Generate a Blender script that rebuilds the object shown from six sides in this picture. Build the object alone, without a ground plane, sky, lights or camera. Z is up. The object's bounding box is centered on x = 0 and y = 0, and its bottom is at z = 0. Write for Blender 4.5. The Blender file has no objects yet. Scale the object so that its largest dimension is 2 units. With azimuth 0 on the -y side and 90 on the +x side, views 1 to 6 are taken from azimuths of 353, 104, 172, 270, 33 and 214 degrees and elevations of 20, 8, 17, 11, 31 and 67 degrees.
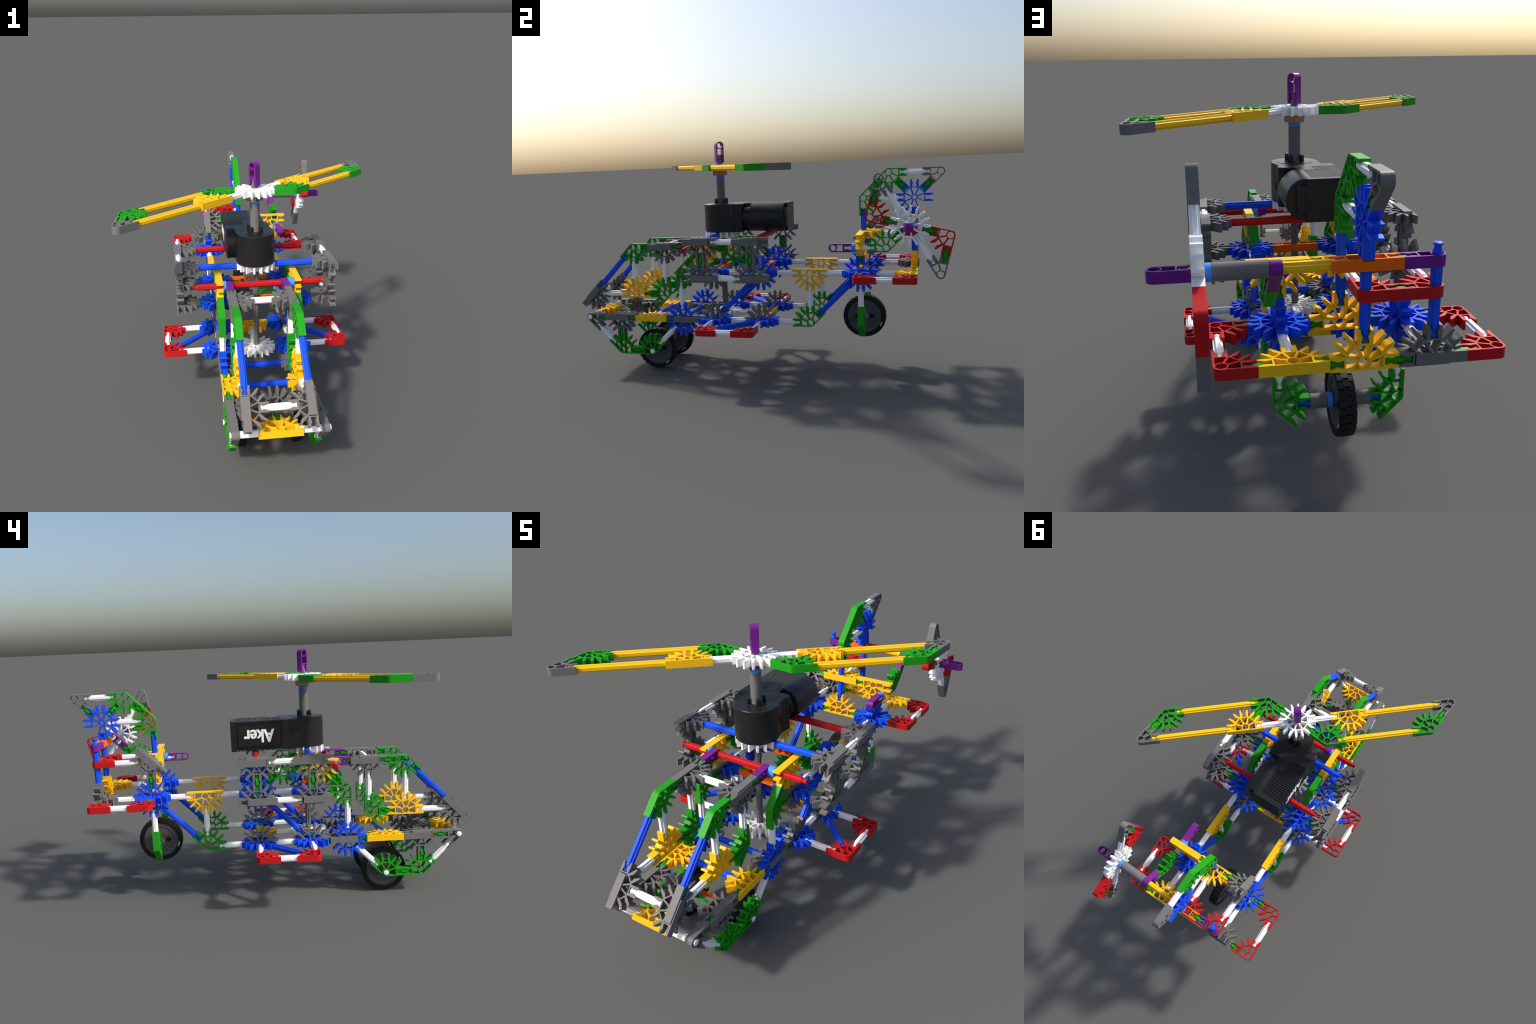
# A toy helicopter snapped together from plastic rods and connectors.
# Everything hangs on one lattice: a white rod spans W between connector
# centres, a green one W/sqrt2, blue W*sqrt2, yellow 2W, red 2*sqrt2*W, grey 4W.
import bpy, bmesh, math
from math import sin, cos, pi, radians, sqrt
from mathutils import Matrix, Vector

W = 0.2538
G = W / sqrt(2)
B = W * sqrt(2)
H = W / 2
END = 0.0555            # rod end to connector centre
THICK = 0.031           # connector thickness
ARM = 0.0205            # half width of a socket
TIP = 0.0895            # socket mouth to centre
FLOOR = 0.0530          # socket floor to centre
VX, VY, VZ = Vector((1, 0, 0)), Vector((0, 1, 0)), Vector((0, 0, 1))

# --------------------------------------------------------------- materials
def plastic(name, rgb, rough=0.36, spec=0.10, grain=0.015):
    m = bpy.data.materials.new(name)
    m.use_nodes = True
    nt = m.node_tree
    b = nt.nodes["Principled BSDF"]
    tc = nt.nodes.new("ShaderNodeTexCoord")
    nz = nt.nodes.new("ShaderNodeTexNoise")
    nz.inputs["Scale"].default_value = 60.0
    nz.inputs["Detail"].default_value = 3.0
    nt.links.new(tc.outputs["Object"], nz.inputs["Vector"])
    cr = nt.nodes.new("ShaderNodeValToRGB")
    lo = [c * (1 - grain) for c in rgb] + [1]
    hi = [min(1, c * (1 + grain)) for c in rgb] + [1]
    cr.color_ramp.elements[0].position, cr.color_ramp.elements[1].position = 0.3, 0.7
    cr.color_ramp.elements[0].color, cr.color_ramp.elements[1].color = lo, hi
    nt.links.new(nz.outputs["Fac"], cr.inputs["Fac"])
    nt.links.new(cr.outputs["Color"], b.inputs["Base Color"])
    mr = nt.nodes.new("ShaderNodeMapRange")
    mr.inputs["To Min"].default_value = rough - 0.03
    mr.inputs["To Max"].default_value = rough + 0.03
    nt.links.new(nz.outputs["Fac"], mr.inputs["Value"])
    nt.links.new(mr.outputs["Result"], b.inputs["Roughness"])
    b.inputs["Specular IOR Level"].default_value = spec
    return m

MAT = {
    "green":  plastic("green_plastic",  (0.019, 0.290, 0.014)),
    "yellow": plastic("yellow_plastic", (0.920, 0.535, 0.014)),
    "blue":   plastic("blue_plastic",   (0.013, 0.082, 0.760)),
    "red":    plastic("red_plastic",    (0.480, 0.014, 0.017)),
    "grey":   plastic("grey_plastic",   (0.160, 0.157, 0.154)),
    "white":  plastic("white_plastic",  (0.900, 0.900, 0.905)),
    "purple": plastic("purple_plastic", (0.170, 0.020, 0.240)),
    "orange": plastic("orange_plastic", (0.860, 0.150, 0.008)),
    "sky":    plastic("light_blue_plastic", (0.060, 0.290, 0.900)),
    "tan":    plastic("tan_plastic",    (0.430, 0.245, 0.145)),
    "black":  plastic("black_motor_plastic", (0.0142, 0.0142, 0.0145), 0.34, 0.30, 0.01),
    "rubber": plastic("black_rubber", (0.0095, 0.0095, 0.0095), 0.55, 0.25),
    "rim":    plastic("dark_grey_rim", (0.100, 0.101, 0.102), 0.42),
    "print":  plastic("white_print", (0.86, 0.86, 0.86), 0.5),
    "dot":    plastic("dark_moulding_dot", (0.03, 0.03, 0.03), 0.7),
}

ROOT = bpy.data.objects.new("toy_helicopter", None)
bpy.context.collection.objects.link(ROOT)
ROOT["label"] = "helicopter built from colourful plastic construction rods and connectors with black motor"
ROOT["category"] = "toy helicopter"
PITCH = -0.0107          # the model stands slightly tail-low
FRAME = Matrix.Translation((0.0005, 0, 0.2844)) @ Matrix.Rotation(PITCH, 4, 'X') @ Matrix.Translation((0, -0.9204, 0))

PARENT_INV = {}
def place(name, mesh, local, parent=None):
    o = bpy.data.objects.new(name, mesh)
    bpy.context.collection.objects.link(o)
    if parent is None:
        o.parent = ROOT
        o.matrix_local = FRAME @ local
        PARENT_INV[o.name] = local.inverted()
    else:
        o.parent = parent
        o.matrix_local = PARENT_INV[parent.name] @ local
    return o

def smooth(me, ang=32):
    me.shade_smooth()
    me.set_sharp_from_angle(angle=radians(ang))
    return me

# --------------------------------------------------- flat (extruded) pieces
def extruded(name, loops, thick, mat, bev=0.0003):
    """fill closed 2D loops (outline + holes) and extrude them about z = 0"""
    cu = bpy.data.curves.new(name, 'CURVE')
    cu.dimensions = '2D'
    cu.fill_mode = 'BOTH'
    cu.extrude = thick / 2 - bev
    cu.bevel_depth = bev
    cu.bevel_resolution = 0
    cu.offset = -bev
    for lp in loops:
        sp = cu.splines.new('POLY')
        sp.points.add(len(lp) - 1)
        for p, q in zip(sp.points, lp):
            p.co = (q[0], q[1], 0, 1)
        sp.use_cyclic_u = True
    ob = bpy.data.objects.new(name, cu)
    bpy.context.collection.objects.link(ob)
    bpy.context.view_layer.update()
    dg = bpy.context.evaluated_depsgraph_get()
    me = bpy.data.meshes.new_from_object(ob.evaluated_get(dg))
    bpy.data.objects.remove(ob)
    bpy.data.curves.remove(cu)
    me.name = name
    bm = bmesh.new()
    bm.from_mesh(me)
    bmesh.ops.remove_doubles(bm, verts=bm.verts, dist=1e-6)
    bmesh.ops.recalc_face_normals(bm, faces=bm.faces)
    bm.to_mesh(me)
    bm.free()
    me.materials.clear()
    me.materials.append(MAT[mat])
    return smooth(me, 28)

def rot2(p, a):
    return (p[0] * cos(a) - p[1] * sin(a), p[0] * sin(a) + p[1] * cos(a))

def arc(r, a0, a1, n, c=(0, 0)):
    return [(c[0] + r * cos(a0 + (a1 - a0) * i / n), c[1] + r * sin(a0 + (a1 - a0) * i / n)) for i in range(n + 1)]

# half gap of the snap socket, from the mouth down to the floor
JAW = [(TIP, 0.0128), (0.0820, 0.0122), (0.0770, 0.0100), (0.0725, 0.0082), (0.0675, 0.0078),
       (0.0630, 0.0092), (0.0590, 0.0106), (FLOOR, 0.0102)]

def connector(name, slots, mat, hub=0.0148, ring=0.0186, open_end=None):
    """slots: socket directions in units of 45 degrees, counter-clockwise.
    open_end 'wall': the piece runs on past its centre to a plain end wall;
    open_end 'slit': a missing socket leaves an open slit to the centre."""
    step = pi / 4
    n = len(slots)
    full = n == 8
    out = []
    for i, k in enumerate(slots):
        a = k * step
        loc = [(TIP, -ARM)] + [(x, -h) for x, h in JAW] + [(x, h) for x, h in reversed(JAW)] + [(TIP, ARM)]
        out += [rot2(p, a) for p in loc]
        last = i == n - 1
        if last and not full:
            break
        gap = ((slots[(i + 1) % n] - k) % 8) or 8
        if gap == 1:
            out.append(rot2((ARM / sin(step / 2), 0), a + step / 2))
    a0, a1 = slots[0] * step, slots[-1] * step
    ht, top = 0.0031, FLOOR - 0.0050
    if not full:
        span = (slots[0] - slots[-1]) % 8
        if open_end == 'wall':
            out += [rot2((ARM / sin(step / 2), 0), a1 + step / 2), (-0.0455, 0.016), (-0.0455, -ARM)]
        elif open_end == 'slit':
            for sg in (1, -1):
                node = rot2((ARM / sin(step / 2), 0), a1 + step / 2 if sg > 0 else a0 - step / 2)
                inner = (-0.0150, 0.0042 * sg)
                out += [node, inner] if sg > 0 else [inner, node]
        elif span != 4 or n == 1 or n == 5:
            b0, b1 = a1 + pi / 2, a0 + 1.5 * pi
            while b1 < b0 - 1e-6:
                b1 += 2 * pi
            if b1 - b0 > 1e-3:
                lead = 0.0025      # short run-outs keep the flat sides flat in shading
                pre = (ARM * cos(b0) + lead * sin(b0), ARM * sin(b0) - lead * cos(b0))
                post = (ARM * cos(b1) - lead * sin(b1), ARM * sin(b1) + lead * cos(b1))
                out += [pre] + arc(ARM, b0, b1, max(2, int((b1 - b0) / 0.18))) + [post]
    loops = [out]
    if hub:
        loops.append(arc(hub, 0, 2 * pi * 23 / 24, 23))
    have = {k % 8 for k in slots}
    walls = list(slots) + ([4] if open_end == 'wall' else [])
    for k in walls:
        a = k * step
        right = ((k - 1) % 8) in have
        left = ((k + 1) % 8) in have
        if open_end == 'slit':
            right = left = True
        if open_end == 'wall' and k == 4:
            left, right = False, True
        tp = top if not (open_end == 'wall' and k == 4) else 0.0415
        pts = []
        for sgn, strut in ((-1, right), (1, left)):
            if strut:      # slanted strut halfway to the neighbour
                c, s = cos(step / 2), sin(step / 2)
                # line: -s*x + c*|y| = -ht
                ytop = (s * tp - ht) / c
                t = sqrt(max(ring * ring - ht * ht, 0))
                low = (t * c + ht * s, t * s - ht * c)
            else:          # straight outer band
                ytop = ARM - 0.0055
                yl = min(ytop, ring * 0.86)
                low = (sqrt(max(ring * ring - yl * yl, 1e-9)), yl)
            pts.append(((tp, sgn * ytop), (low[0], sgn * low[1])))
        (tr, lr), (tl, ll) = pts
        ar, al = math.atan2(lr[1], lr[0]), math.atan2(ll[1], ll[0])
        lp = [tr, tl] + [(ring * cos(al + (ar - al) * i / 4), ring * sin(al + (ar - al) * i / 4)) for i in range(5)]
        if abs(tl[1] - ll[1]) < 1e-6 and ll[0] > tl[0] - 0.002:
            continue
        loops.append([rot2(p, a) for p in lp])
    return extruded(name, loops, THICK, mat)

CONN = {
    "end":      ("end_connector",           connector("end_connector", [0], "purple")),
    "straight": ("straight_connector",      connector("straight_connector", [0, 4], "orange")),
    "tip":      ("two_way_connector",       connector("two_way_connector", [0, 1], "grey")),
    "corner":   ("three_way_connector",     connector("three_way_connector", [0, 1, 2], "red")),
    "green":    ("four_way_connector",      connector("four_way_connector", [0, 1, 2, 3], "green")),
    "yellow":   ("five_way_connector",      connector("five_way_connector", [0, 1, 2, 3, 4], "yellow")),
    "white":    ("eight_way_connector",     connector("eight_way_connector", list(range(8)), "white")),
    "grey":     ("interlocking_connector",  connector("interlocking_connector", [0, 1, 2, 3], "grey", hub=0.0, ring=0.0110, open_end='wall')),
    "blue":     ("slotted_connector",       connector("slotted_connector", [-3, -2, -1, 0, 1, 2, 3], "blue", hub=0.0105, ring=0.0140, open_end='slit')),
}

def basis(pos, d0, d90):
    x = Vector(d0).normalized()
    y = Vector(d90).normalized()
    z = x.cross(y).normalized()
    m = Matrix((x, y, z)).transposed().to_4x4()
    return Matrix.Translation(Vector(pos)) @ m

def C(kind, pos, d0, d90, parent=None, name=None):
    nm, me = CONN[kind]
    return place(name or nm, me, basis(pos, d0, d90), parent)

# --------------------------------------------------------------------- rods
ROD_COLOR = {"green": G, "white": W, "blue": B, "yellow": 2 * W, "red": 4 * G, "grey": 4 * W}

def rod_mesh(color):
    """fluted bar along x with snap knobs at both ends"""
    half = ROD_COLOR[color] / 2 - END
    # (distance from end, radius, flute 0..1)
    prof = [(0, 0.0118, 0), (0.0006, 0.0126, 0), (0.0042, 0.0126, 0), (0.0085, 0.0092, 0), (0.0150, 0.0088, 0),
            (0.0185, 0.0112, 0), (0.0235, 0.0128, 0), (0.0240, 0.0135, 0.35 if color == "green" else 1.0), (0.0252, 0.0135, 0.35 if color == "green" else 1.0)]
    a, b, c = 0.0135, 0.0060, 0.0076
    quad = [(a, -b), (a, 0.0), (a, b), (c + 0.0012, c - 0.0006), (c - 0.0006, c + 0.0012)]
    star = []
    for q in range(4):
        star += [rot2(p, q * pi / 2) for p in quad]
    n = len(star)
    xs = [(-half + d, r, f) for d, r, f in prof] + [(half - d, r, f) for d, r, f in reversed(prof)]
    bm = bmesh.new()
    rings = []
    for x, r, f in xs:
        ring = []
        for p in star:
            l = math.hypot(*p)
            k = f * l + (1 - f) * r
            ring.append(bm.verts.new((x, p[0] / l * k, p[1] / l * k)))
        rings.append(ring)
    for r0, r1 in zip(rings, rings[1:]):
        for i in range(n):
            bm.faces.new((r0[i], r0[(i + 1) % n], r1[(i + 1) % n], r1[i]))
    bm.faces.new(rings[0])
    bm.faces.new(rings[-1])
    # little moulding dots down the middle of each face
    if color != "green":
        cnt = max(3, int(round((2 * half - 0.05) / 0.032)))
        cnt = min(cnt, 9)
        body = 2 * half - 0.062
        for q in range(4):
            for i in range(cnt):
                x = -body / 2 + body * i / (cnt - 1)
                ring = [rot2((a + 0.0002, 0.0009 * sin(t * pi / 3)), q * pi / 2) + (x + 0.0009 * cos(t * pi / 3),) for t in range(6)]
                f = bm.faces.new([bm.verts.new((v[2], v[0], v[1])) for v in ring])
                f.material_index = 1
    main = [f for f in bm.faces if f.material_index == 0]
    bmesh.ops.recalc_face_normals(bm, faces=main)
    me = bpy.data.meshes.new(color + "_rod")
    bm.to_mesh(me)
    bm.free()
    me.materials.append(MAT[color])
    me.materials.append(MAT["dot"])
    return smooth(me, 40)

RODS = {c: rod_mesh(c) for c in ROD_COLOR}

def R(color, p, q, parent=None, up=None):
    p, q = Vector(p), Vector(q)
    d = (q - p).normalized()
    u = Vector(up) if up else (VZ if abs(d.z) < 0.9 else VY)
    y = (u - d * u.dot(d)).normalized()
    # centre the rod on the first connector's grid length
    mid = (p + q) / 2
    return place(color + "_rod", RODS[color], basis(mid, d, y), parent)

# ------------------------------------------------------------ round pieces
def lathe(name, prof, mat, seg=40, ang=32):
    """prof: (x, r) pairs, spun about the x axis"""
    bm = bmesh.new()
    rings = []
    for x, r in prof:
        if r < 1e-6:
            rings.append([bm.verts.new((x, 0, 0))])
        else:
            rings.append([bm.verts.new((x, r * cos(2 * pi * i / seg), r * sin(2 * pi * i / seg))) for i in range(seg)])
    for r0, r1 in zip(rings, rings[1:]):
        for i in range(seg):
            j = (i + 1) % seg
            if len(r0) == 1:
                bm.faces.new((r0[0], r1[i], r1[j]))
            elif len(r1) == 1:
                bm.faces.new((r0[i], r0[j], r1[0]))
            else:
                bm.faces.new((r0[i], r0[j], r1[j], r1[i]))
    bmesh.ops.recalc_face_normals(bm, faces=bm.faces)
    me = bpy.data.meshes.new(name)
    bm.to_mesh(me)
    bm.free()
    me.materials.append(MAT[mat])
    return smooth(me, ang)

def sleeve(name, p, q, r, mat, parent=None, bore=0.0150):
    p, q = Vector(p), Vector(q)
    L = (q - p).length
    e = 0.0009
    me = lathe(name, [(0, bore), (0, r - e), (e, r), (L - e, r), (L, r - e), (L, bore), (0, bore)], mat, 36)
    d = (q - p).normalized()
    u = VZ if abs(d.z) < 0.9 else VY
    y = (u - d * u.dot(d)).normalized()
    return place(name, me, basis(p, d, y), parent)

def clip(p, d, length):
    """light blue collar"""
    p, d = Vector(p), Vector(d).normalized()
    return sleeve("collar_clip", p, p + d * length, 0.0230, "sky")

def box(bm, x0, x1, y0, y1, z0, z1):
    vs = [bm.verts.new((x, y, z)) for x in (x0, x1) for y in (y0, y1) for z in (z0, z1)]
    fs = []
    for f in ((0, 1, 3, 2), (4, 6, 7, 5), (0, 4, 5, 1), (2, 3, 7, 6), (0, 2, 6, 4), (1, 5, 7, 3)):
        fs.append(bm.faces.new([vs[i] for i in f]))
    return fs

def bm_mesh(name, bm, mat, bev=0.0, ang=32, seg=2):
    bmesh.ops.recalc_face_normals(bm, faces=bm.faces)
    if bev:
        edges = [e for e in bm.edges if len(e.link_faces) == 2 and e.calc_face_angle(0) > radians(40)]
        bmesh.ops.bevel(bm, geom=edges, offset=bev, segments=seg, affect='EDGES', profile=0.5, clamp_overlap=True)
    me = bpy.data.meshes.new(name)
    bm.to_mesh(me)
    bm.free()
    me.materials.append(MAT[mat])
    return smooth(me, ang)

def lettering(name, body, cap, width, depth, mat, bold=0.0):
    cu = bpy.data.curves.new(name, 'FONT')
    cu.body = body
    cu.size = 1.0
    cu.extrude = 0.01
    cu.offset = bold
    ob = bpy.data.objects.new(name, cu)
    bpy.context.collection.objects.link(ob)
    bpy.context.view_layer.update()
    me = bpy.data.meshes.new_from_object(ob.evaluated_get(bpy.context.evaluated_depsgraph_get()))
    bpy.data.objects.remove(ob)
    bpy.data.curves.remove(cu)
    xs = [v.co.x for v in me.vertices]
    ys = [v.co.y for v in me.vertices]
    sx, sy = width / (max(xs) - min(xs)), cap / (max(ys) - min(ys))
    cx, cy = (max(xs) + min(xs)) / 2, (max(ys) + min(ys)) / 2
    for v in me.vertices:
        v.co = ((v.co.x - cx) * sx, (v.co.y - cy) * sy, v.co.z / 0.02 * depth)
    me.materials.clear()
    me.materials.append(MAT[mat])
    return me

# ================================================================ AIRFRAME
A1, A2, A3, A4 = G, 2 * G, 3 * G, 4 * G
A5, A6, A7, A8 = A4 + W, A4 + 2 * W, A4 + 3 * W, A4 + 4 * W
DIAG_UP = VY + VZ
DIAG_DN = VY - VZ

def P(x, y, z):
    return Vector((x, y, z))

# nose cross member
C("yellow", P(0, 0, 0), VX, VY)
R("green", P(0, 0, 0), P(0, A1, 0))
C("grey", P(0, A1, 0), VX, -VY)
C("grey", P(0, A1, 0), -VX, VZ)
C("straight", P(0, A2, -G), VX, VZ)
for y in (A2, A3):
    R("blue", P(-G, y, 0), P(G, y, 0))

# canopy frame: origin at its front top corner
CANOPY = (Matrix.Translation((-0.0088, 0.6028, 0.3815)) @ Matrix.Rotation(0.018, 4, 'X')
          @ Matrix.Translation((0, -2 * G, 0)))
CY = CANOPY.to_3x3() @ VY
CZ = CANOPY.to_3x3() @ VZ

for s in (1, -1):
    X = s * G
    IN = -s * VX
    # ---- lower rail from the nose to the rear
    C("tip", P(X, 0, 0), VY, -VZ)
    R("white", P(0.0035 * s, 0, 0), P(s * (W + 0.0035), 0, 0))
    R("green", P(X, 0, 0), P(X, A1, 0))
    C("grey", P(X, A1, 0), -s * VY, IN)
    C("grey", P(X, A1, 0), s * VY, -VZ)
    R("green", P(X, A1, 0), P(0, A1, 0))
    R("green", P(X, A1, 0), P(X, A2, 0))
    C("yellow", P(X, A2, 0), VY, IN)
    R("green", P(X, A2, 0), P(X, A3, 0))
    C("grey", P(X, A3, 0), VY, IN)
    C("blue", P(X, A3, 0), -VY, VZ)
    R("green", P(X, A3, 0), P(X, A4, 0))
    for y in (A4, A5):
        C("blue", P(X, y, 0), VY, VX)
        C("grey", P(X, y, 0), -VY, VZ)
        R("white", P(X, y, 0), P(X, y + W, 0))
        R("white", P(X, y, 0), P(s * (G + W), y, 0))
        R("green", P(X, y, 0), P(0, y, 0))
    # ---- front wheel brackets
    R("green", P(X, A1, 0), P(X, A1, -G))
    C("green", P(X, A1, -G), VY, VZ)
    R("green", P(X, A1, -G), P(X, A2, -G))
    C("green", P(X, A2, -G), -VY, VZ)
    R("white", P(X, 0, 0), P(X, A1, -G))
    R("white", P(X, A2, -G), P(X, A3, 0))
    R("white", P(0.0030 * s, A2, -G), P(s * (W + 0.0030), A2, -G))
    # ---- side skids
    O = s * (G + W)
    C("corner", P(O, A4, 0), IN, VY)
    C("corner", P(O, A5, 0), IN, -VY)
    R("white", P(O, A4, 0), P(O, A5, 0))
    R("blue", P(X, A5, 0), P(O, A4, 0))
    # ---- rear boom
    C("green", P(X, A6, 0), -VY, VZ)
    R("white", P(X, A6, 0), P(X, A6, W))
    C("yellow", P(X, A6, W), VY, -VZ)
    R("white", P(X, A5, W), P(X, A6, W))
    R("white", P(X, A6, W), P(X, A7, W))
    R("blue", P(X, A6, 0), P(X, A7, W))
    # ---- cabin sides
    C("green", P(X, A3, W), -VZ, VY)
    R("white", P(X, A3, 0), P(X, A3, W))
    R("green", P(X, A3, W), P(X, A4, W))
    R("green", P(X, A3, W), P(X, A3 + H, W + H))
    C("yellow", P(X, A3 + H, W + H), VY, -VZ)
    R("green", P(X, A3 + H, W + H), P(X, A4 + H, W + H))
    C("green", P(X, A4 + H, W + H), -VY, -VZ)
    R("green", P(X, A4 + H, W + H), P(X, A5, W))
    C("blue", P(X, A4, W), VY, VX)
    C("grey", P(X, A4, W), -VY, -VZ)
    C("blue", P(X, A5, W), VY, VX)
    C("blue", P(X, A5, W), -VY, VZ)
    R("white", P(X, A4, W), P(X, A5, W))
    R("blue", P(X, A5, W), P(X, A4, 0))
    # ---- side engine frames
    Q = 2 * X
    for y in (A4, A5):
        R("green", P(X, y, W), P(0, y, W))
        R("green", P(X, y, W), P(Q, y, W))
        C("grey", P(Q, y, W), s * VY, IN)
        C("grey", P(Q, y, W), -s * VY, VZ)
        R("green", P(Q, y, W), P(Q, y, W + G))
        C("grey", P(Q, y, W + G), -s * VY, IN)
        C("grey", P(Q, y, W + G), s * VY, -VZ)
    for z in (W, W + G):
        R("white", P(Q, A4, z), P(Q, A5, z))
    R("blue", P(Q, A4, W + G), P(0, A4, W + G))
    # ---- cockpit canopy, hung from the front red rod and a little askew
    def N(y, z, sg=s):
        return CANOPY @ P(sg * H, y, z)
    C("green", N(0, 0), CY, -CZ)
    R("green", N(0, 0), N(G, 0))
    C("grey", N(G, 0), -s * CY, IN)
    C("grey", N(G, 0), s * CY, -CZ)
    R("green", N(G, 0), N(2 * G, 0))
    C("end", N(2 * G, 0), -CY, CZ)
    x0, x1 = (0.1340, 0.1635) if s > 0 else (-0.1505, -0.1635)
    sleeve("collar_clip", P(x0, 0.6028, 0.3815), P(x1, 0.6028, 0.3815), 0.0230, "sky")
    R("white", N(0, 0), N(0, -W))
    C("yellow", N(0, -W), CY, CZ)
    R("green", N(0, -W), N(G, -W))
    C("green", N(G, -W), CZ, -CY)
    R("white", N(G, -W), N(G, 0))
    R("white", N(0, -W), N(-W, -W))
    R("blue", N(0, 0), N(-W, -W), up=VX)
    C("grey", N(-W, -W), s * (CY + CZ), CY - CZ)
    C("grey", N(-W, -W), -s * (CY + CZ), IN)
    # ---- tail deck
    C("blue", P(X, A7, W), -VY, VX)
    C("blue", P(X, A7, W), VY, VZ)
    R("green", P(X, A7, W), P(Q, A7, W))
    R("green", P(X, A7, W), P(0, A7, W))
    C("corner", P(Q, A7, W), IN, VY)
    C("corner", P(Q, A8, W), IN, -VY)
    R("white", P(Q, A7, W), P(Q, A8, W))
    R("white", P(X, A7, W), P(X, A8, W))
    R("green", P(Q, A8, W), P(X, A8, W))
    R("green", P(X, A8, W), P(0, A8, W))
    R("green", P(X, A7, W), P(X, A7, W + G))
    R("green", P(X, A7, W + G), P(0, A7, W + G))
    # ---- tail wheel fork
    R("white", P(X, A7, W), P(X, A7, 0))
    C("green", P(X, A7, 0), VZ, IN)

# cross members
R("white", CANOPY @ P(-H, G, 0), CANOPY @ P(H, G, 0))
R("white", CANOPY @ P(-H, -W, -W), CANOPY @ P(H, -W, -W), up=CY + CZ)
R("red", P(-2 * G, 0.6028, 0.3815), P(2 * G, 0.6028, 0.3815))
R("red", P(-2 * G, A5, W + G), P(2 * G, A5, W + G))
R("white", P(0, A4, 0), P(0, A5, 0))
C("white", P(0, A4, 0), VX, VY)
C("white", P(0, A4, W + G), VX, VY)
C("yellow", P(0, A5, 0), VX, -VY)
C("straight", P(0, A4, W), VX, VY)
C("straight", P(0, A5, W), VX, VZ)

# tail deck, centre
C("yellow", P(G, A8, W), VX, -VY)
C("grey", P(-G, A8, W), -VX, -VY)
C("grey", P(-G, A8, W), VX, VZ)
C("yellow", P(0, A8, W), VX, VZ)
C("yellow", P(0, A7, W), VX, VZ)
C("yellow", P(G, A7, W + G), VX, -VZ)
C("yellow", P(0, A7, W + G), VX, VY)
C("grey", P(-G, A7, W + G), -DIAG_UP, DIAG_DN)
C("grey", P(-G, A7, W + G), DIAG_UP, VX)
C("corner", P(0, A8, W + G), -VY, -VX)
C("corner", P(-G, A8, W + G), -VY, VX)
R("green", P(0, A8, W + G), P(-G, A8, W + G))
R("white", P(0, A7, W + G), P(0, A8, W + G))
R("white", P(-G, A7, W + G), P(-G, A8, W + G))
R("blue", P(0, A7, W), P(0, A7, W + B))
R("blue", P(0, A8, W), P(0, A8, W + B))
R("blue", P(-G, A8, W), P(-G, A8, W + B))
R("blue", P(-G, A7, 0), P(G, A7, 0))

# tail fin
C("green", P(0, A7, W + B), -VZ, VY)
C("green", P(0, A7 + H, W + B + H), -DIAG_UP, DIAG_DN)
C("tip", P(0, A8 + H, W + B + H), -VY, -VZ)
C("blue", P(0, A8, W + B), VZ - VY, VY + VZ)
R("green", P(0, A7, W + B), P(0, A7 + H, W + B + H))
R("green", P(0, A7 + H, W + B + H), P(0, A8, W + B))
R("green", P(0, A8 + H, W + B + H), P(0, A8, W + B))
R("white", P(0, A7, W + B), P(0, A8, W + B))
R("white", P(0, A7 + H, W + B + H), P(0, A8 + H, W + B + H))

# ============================================================== TAIL ROTOR
ZT = 0.5140
AX0, AX1 = P(0, A8 - 0.0020, ZT), P(2 * W, 1.7195, 0.5085)
R("yellow", AX0 - P(0.003, 0, 0), AX1 - P(0.003, 0, 0))
C("straight", P(0, A8, ZT), VX, VY)
C("end", P(-G, A8, ZT), VX, VY)
R("green", P(0, A8, ZT), P(-G, A8, ZT))
C("end", P(0.5046, 1.7195, 0.5085), -VX, VY)
XB = 0.2230
GB = P(XB, A7 + H, W + G - 0.0460)
C("green", GB, -VY, VZ)
R("white", GB, GB - P(0, W, 0))
C("end", GB - P(0, W, 0), VY, VZ)
clip(GB - P(0, W - TIP - 0.0005, 0), VY, 0.0215)
PB = P(XB - 0.002, 1.7285, 0.5125)
C("end", PB, GB - PB, VX.cross(GB - PB))
R("green", GB, PB)
sleeve("spacer_tube", P(0.2370, 1.7266, 0.5117), P(0.3720, 1.7228, 0.5100), 0.0226, "grey")
clip(P(0.3725, 1.7228, 0.5100), VX, 0.0155)

def spin(v, axis, deg):
    return Matrix.Rotation(radians(deg), 3, axis) @ v

HB = P(0.4045, 1.7220, 0.5095)
u = spin(VY, 'X', -13.1)
t = spin(u, 'X', -90)
w = (u + t).normalized()
tail_rotor = C("white", HB, u, -t, name="tail_rotor")
for s in (1, -1):
    red, tip = HB + s * G * u, HB + s * W * w
    C("corner", red, -s * u, s * t, tail_rotor)
    C("tip", tip, -s * w, s * (u - t), tail_rotor)
    R("green", HB, red, tail_rotor, up=VX)
    R("green", red, tip, tail_rotor, up=VX)
    R("white", HB, tip, tail_rotor, up=VX)

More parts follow.
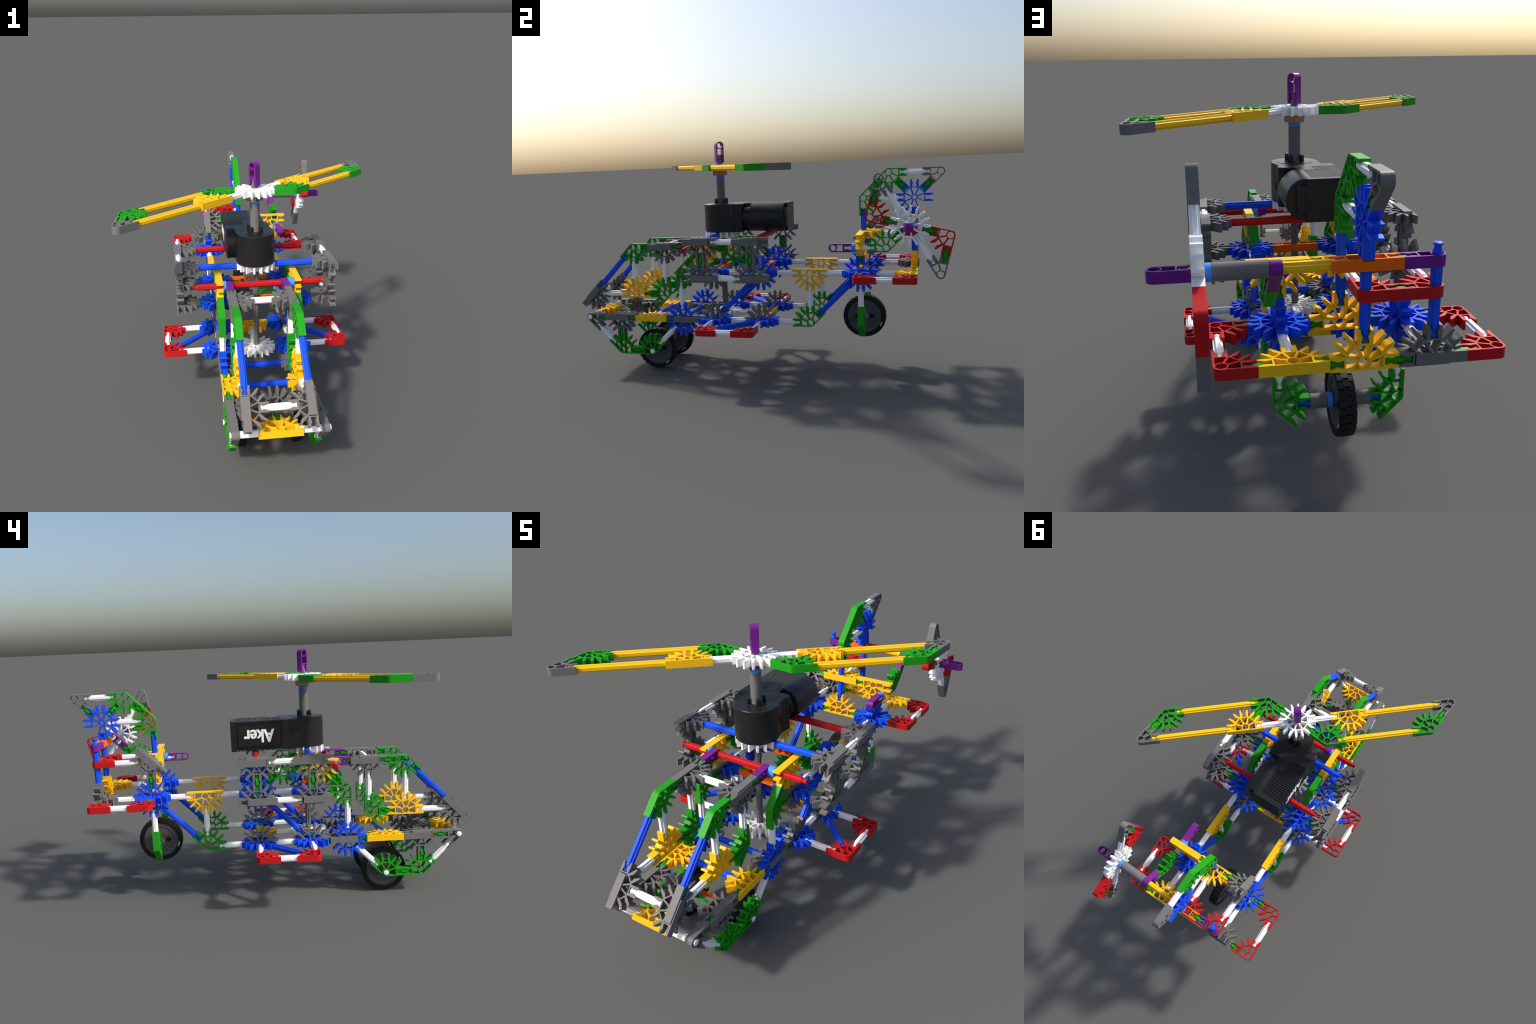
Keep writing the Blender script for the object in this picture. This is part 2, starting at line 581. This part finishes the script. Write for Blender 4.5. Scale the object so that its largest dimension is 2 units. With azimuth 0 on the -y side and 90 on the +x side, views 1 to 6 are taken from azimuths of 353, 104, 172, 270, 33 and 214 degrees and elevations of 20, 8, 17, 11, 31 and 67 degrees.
# ============================================================== MAIN ROTOR
HR = P(0, A4, 0.7900)
u = spin(VX, 'Z', 40.2)
g = spin(u, 'Z', -45)
main_rotor = C("white", HR, u, spin(u, 'Z', 90), name="main_rotor")
for s in (1, -1):
    yel, grn = HR + s * W * u, HR + s * G * g
    tip, gtp = HR + s * 3 * W * u, grn + s * 2 * W * u
    C("yellow", yel, s * u, s * spin(u, 'Z', -90), main_rotor)
    C("green", grn, s * u, s * spin(u, 'Z', 90), main_rotor)
    C("tip", tip, -s * u, s * spin(u, 'Z', -90), main_rotor)
    C("green", gtp, s * spin(u, 'Z', 45), s * spin(u, 'Z', 135), main_rotor)
    R("white", HR, yel, main_rotor)
    R("green", HR, grn, main_rotor)
    R("green", grn, yel, main_rotor)
    R("yellow", yel, tip, main_rotor)
    R("yellow", grn, gtp, main_rotor)
    R("green", gtp, tip, main_rotor)

# mast
TOP = P(0, A4, 0.9047)
C("end", TOP, -VZ, spin(u, 'Z', 90))
R("grey", TOP, TOP - P(0, 0, 4 * W), up=u)
sleeve("spacer_tube", P(0, A4, 0.5990), P(0, A4, 0.7312), 0.0226, "grey")
clip(P(0, A4, 0.7315), VZ, 0.0150)

def c_clip(z0, z1, face):
    """tan C-shaped drive clip round the mast"""
    ro, ri = 0.0385, 0.0145
    a = radians(30)
    lp = [(ro * cos(t) * (0.90 if abs(cos(t)) < 0.5 else 1.0), ro * sin(t)) for t in
          [a + (2 * pi - 2 * a) * i / 18 for i in range(19)]]
    lp += [(ri * cos(t), ri * sin(t)) for t in [2 * pi - 1.1 - (2 * pi - 2.2) * i / 18 for i in range(19)]]
    me = extruded("drive_clip", [lp], z1 - z0, "tan", 0.001)
    d = spin(VX, 'Z', face)
    place("drive_clip", me, basis(P(0, A4, (z0 + z1) / 2), d, spin(d, 'Z', 90)))

c_clip(0.7470, 0.7740, -57)
c_clip(-0.0440, -0.0162, -80)

# =================================================================== MOTOR
ZB, ZTOP = 0.4505, 0.5975
ZM = (ZB + ZTOP) / 2
r = 0.0905
head = (arc(r, pi, 2 * pi, 30) + [(0.0895, 0.0220), (0.0800, 0.0520), (0.0765, 0.0920), (0.0800, 0.0960)]
        + arc(0.0230, -0.35, pi / 2, 8, (0.0600, 0.1155)) + [(-0.0800, 0.1250), (-0.0905, 0.1100)])
me = extruded("motor", [head], ZTOP - ZB, "black", 0.0022)
M0 = Matrix.Translation(P(0, A4, ZM))
motor = place("motor", me, M0)

# ribbed housing behind the gear head
bm = bmesh.new()
box(bm, -0.1240, 0.0190, 0.8285, 1.0600, ZB + 0.0065, ZTOP - 0.0065)
box(bm, -0.1306, 0.0220, 1.0590, 1.0875, ZB, ZTOP)
for i in range(19):
    y = 0.8400 + 0.0117 * i
    box(bm, -0.1300, 0.0205, y - 0.0039, y + 0.0039, ZB + 0.0004, ZTOP - 0.0004)
box(bm, -0.1303, -0.1200, 0.8500, 1.0480, 0.4740, 0.5740)
box(bm, -0.0400, 0.0010, 0.8100, 0.9150, ZTOP - 0.020, ZTOP + 0.0003)
me = bm_mesh("ribbed_housing", bm, "black", 0.0007, seg=1)
place("ribbed_housing", me, Matrix.Identity(4), motor)

# round motor can lying beside it
me = lathe("motor_can", [(0.8300, 0), (0.8300, 0.0540), (0.8690, 0.0540), (0.8692, 0.0570), (0.8930, 0.0590), (0.8948, 0.0590),
                         (0.8950, 0.0725), (0.8970, 0.0741), (0.8985, 0.0742), (1.0690, 0.0742), (1.0710, 0.0738), (1.0745, 0.0705), (1.0750, 0.0)], "black", 64)
can = place("motor_can", me, basis(P(0.0165, 0, ZM), VY, VZ), motor)

bm = bmesh.new()
box(bm, 0.0180, 0.0560, 1.0500, 1.0862, 0.4760, 0.5740)
box(bm, 0.0540, 0.0570, 1.0600, 1.0868, 0.5150, 0.5400)
box(bm, 0.0300, 0.0765, 0.8600, 0.8958, 0.5040, 0.5440)
box(bm, 0.0600, 0.0830, 0.7720, 0.7790, 0.5000, 0.5340)
box(bm, 0.0600, 0.0792, 0.7900, 0.8100, 0.4560, 0.5900)
box(bm, 0.0000, 0.0230, 1.0560, 1.0880, 0.4900, 0.5560)
me = bm_mesh("motor_socket", bm, "black", 0.0025, seg=2)
place("motor_socket", me, Matrix.Identity(4), motor)

# rounded shoulder that joins box and gear head on the lettered side
hz = (ZTOP - ZB) / 2 - 0.0006
prof = [(0.1150, hz), (0.1150, -hz)] + [(hz - hz * sin(t), -hz * cos(t)) for t in [pi * k / 32 for k in range(33)]]
me = extruded("motor_shoulder", [prof], 0.0900, "black", 0.0005)
place("motor_shoulder", me, basis(P(-0.0845, 0.7190, ZM), VY, VZ), motor)

# raised disc, pegs and moulded marks on the gear head
me = lathe("gear_cover", [(0, 0.0), (0, 0.0700), (0.0008, 0.0708), (0.0014, 0.0700), (0.0014, 0.0400), (0.0030, 0.0395), (0.0030, 0.0)], "black", 48)
place("gear_cover", me, basis(P(0, A4, ZTOP - 0.0002), VZ, VX), motor)
for i in range(4):
    a = radians(50 + 90 * i)
    bm = bmesh.new()
    box(bm, 0.0270, 0.0385, -0.0085, 0.0085, -0.002, 0.0285)
    me = bm_mesh("motor_peg", bm, "black", 0.0012)
    place("motor_peg", me, Matrix.Translation(P(0, A4, ZTOP)) @ Matrix.Rotation(a, 4, 'Z'), motor)
bm = bmesh.new()
for y0, y1, z0, z1 in ((0.748, 0.752, 0.475, 0.572), (0.784, 0.788, 0.475, 0.572), (0.748, 0.788, 0.518, 0.522), (0.748, 0.788, 0.571, 0.575)):
    box(bm, -0.1303, -0.1280, y0, y1, z0, z1)
me = bm_mesh("moulded_mark", bm, "black")
place("moulded_mark", me, Matrix.Identity(4), motor)

# printed word on the housing, upside down
# (three slightly offset layers give the heavy strokes of the print)
me = lettering("printed_word", "Aker", 0.0640, 0.1455, 0.0008, "print", 0.012)
bm = bmesh.new()
for k, dx in enumerate((-0.0018, 0.0, 0.0018)):
    n0 = len(bm.verts)
    bm.from_mesh(me)
    bm.verts.ensure_lookup_table()
    for v in bm.verts[n0:]:
        v.co += Vector((dx, 0.0004 * (k - 1), 0.00012 * k))
bm.to_mesh(me)
bm.free()
place("printed_word", me, basis(P(-0.1309, 0.9500, 0.5232), VY, -VZ), motor)

# ================================================================== WHEELS
WR = 0.1110
def tyre_mesh(half):
    bm = bmesh.new()
    seg = 72
    prof = [(-half + 0.006, 0.0860), (-half + 0.0012, 0.0885), (-half, 0.0940), (-half + 0.0010, 0.1000), (-half + 0.0060, 0.1055)]
    prof += [(-x, rr) for x, rr in reversed(prof)]
    rings = [[bm.verts.new((x, rr * cos(2 * pi * i / seg), rr * sin(2 * pi * i / seg))) for i in range(seg)] for x, rr in prof]
    rings.append(rings[0])
    for r0, r1 in zip(rings, rings[1:]):
        for i in range(seg):
            j = (i + 1) % seg
            bm.faces.new((r0[i], r0[j], r1[j], r1[i]))
    # three staggered rows of tread blocks
    n = 26
    rows = ((-half + 0.0012, -half * 0.36, 0.0), (-half * 0.38, half * 0.38, 0.40), (half * 0.36, half - 0.0012, 0.15))
    for x0, x1, ph in rows:
        for i in range(n):
            a0 = 2 * pi * (i + ph) / n
            a1 = a0 + 2 * pi / n * 0.88
            vs = []
            for x in (x0, x1):
                edge = abs(x) > half * 0.6
                top = WR - 0.0014 if edge else WR
                for a, rr in ((a0, 0.1000), (a1, 0.1000), (a1 - 0.012, top), (a0 + 0.012, top)):
                    vs.append(bm.verts.new((x, rr * cos(a), rr * sin(a))))
            for f in ((0, 1, 2, 3), (7, 6, 5, 4), (0, 4, 5, 1), (1, 5, 6, 2), (2, 6, 7, 3), (3, 7, 4, 0)):
                bm.faces.new([vs[k] for k in f])
    return bm_mesh("tyre", bm, "rubber", 0, 25)

def rim_mesh(half):
    bm = bmesh.new()
    h = half
    prof = [(-h + 0.003, 0.0), (-h + 0.003, 0.0220), (-h + 0.0095, 0.0230), (-h + 0.0105, 0.0640), (-h + 0.0075, 0.0655), (-h + 0.0045, 0.0850),
            (-h + 0.0045, 0.0868), (0, 0.0868)]
    prof = prof + [(-x, rr) for x, rr in reversed(prof[:-1])]
    seg = 48
    rings = []
    for x, rr in prof:
        if rr == 0:
            rings.append([bm.verts.new((x, 0, 0))])
        else:
            rings.append([bm.verts.new((x, rr * cos(2 * pi * i / seg), rr * sin(2 * pi * i / seg))) for i in range(seg)])
    for r0, r1 in zip(rings, rings[1:]):
        for i in range(seg):
            j = (i + 1) % seg
            if len(r0) == 1:
                bm.faces.new((r0[0], r1[i], r1[j]))
            elif len(r1) == 1:
                bm.faces.new((r0[i], r0[j], r1[0]))
            else:
                bm.faces.new((r0[i], r0[j], r1[j], r1[i]))
    # six thin ribs on each face
    for sgn in (-1, 1):
        for i in range(6):
            a = 2 * pi * i / 6 + 0.4
            vs = []
            for x in (0, h - 0.0085):
                for rr, o in ((0.0215, -0.0011), (0.0655, -0.0011), (0.0655, 0.0011), (0.0215, 0.0011)):
                    vs.append(bm.verts.new((sgn * x, rr * cos(a) - o * sin(a), rr * sin(a) + o * cos(a))))
            for f in ((0, 1, 2, 3), (7, 6, 5, 4), (0, 4, 5, 1), (1, 5, 6, 2), (2, 6, 7, 3), (3, 7, 4, 0)):
                bm.faces.new([vs[k] for k in f])
    return bm_mesh("wheel", bm, "rim", 0, 30)

def wheel_parts(half):
    dark_plug = lathe("dark_rim_plug", [(-half + 0.0075, 0.0), (-half + 0.0075, 0.0085), (-half + 0.0085, 0.0125),  # short dark cylinders set in the rim where its two round holes show
                                (half - 0.0085, 0.0125), (half - 0.0075, 0.0085), (half - 0.0075, 0)], "rubber", 20)
    return half, tyre_mesh(half), rim_mesh(half), dark_plug

WORD = lettering("tyre_word", "Aker", 0.0085, 0.0270, 0.0006, "print", 0.012)

def wheel(pos, turn, parts, words):
    half, tyre, rim, dark_plug = parts
    m = Matrix.Translation(pos)
    t = m @ Matrix.Rotation(turn, 4, 'X')
    o = place("wheel", rim, m)
    place("tyre", tyre, t, o)
    for a in (turn, pi + turn):
        place("dark_rim_plug", dark_plug, m @ Matrix.Translation((0, 0.039 * cos(a), 0.039 * sin(a))), o)
    for side, deg in words:
        a = radians(deg)
        d = Vector((0, cos(a), sin(a)))
        x = d.cross(side * VX)
        place("tyre_word", WORD, m @ basis(d * 0.0945 + side * VX * (half + 0.0003), x, d), o)
    return o

SLIM, BROAD = wheel_parts(0.0185), wheel_parts(0.0255)
wheel(P(0.1235, A2, -G), 0.05, SLIM, [(1, -52), (-1, 150)])
wheel(P(-0.1240, A2, -G), 0.35, SLIM, [(-1, 150), (1, -52)])
for s in (1, -1):
    sleeve("axle_sleeve", P(s * 0.0900, A2, -G), P(s * 0.1080, A2, -G), 0.0226, "grey")
wheel(P(-0.0065, A7, 0), 0.0, BROAD, [(1, -25), (-1, 196)])
sleeve("axle_sleeve", P(0.0885, A7, 0), P(0.0365, A7, 0), 0.0226, "grey")
clip(P(0.0360, A7, 0), -VX, 0.0170)
sleeve("axle_sleeve", P(-0.0950, A7, 0), P(-0.0300, A7, 0), 0.0226, "grey")
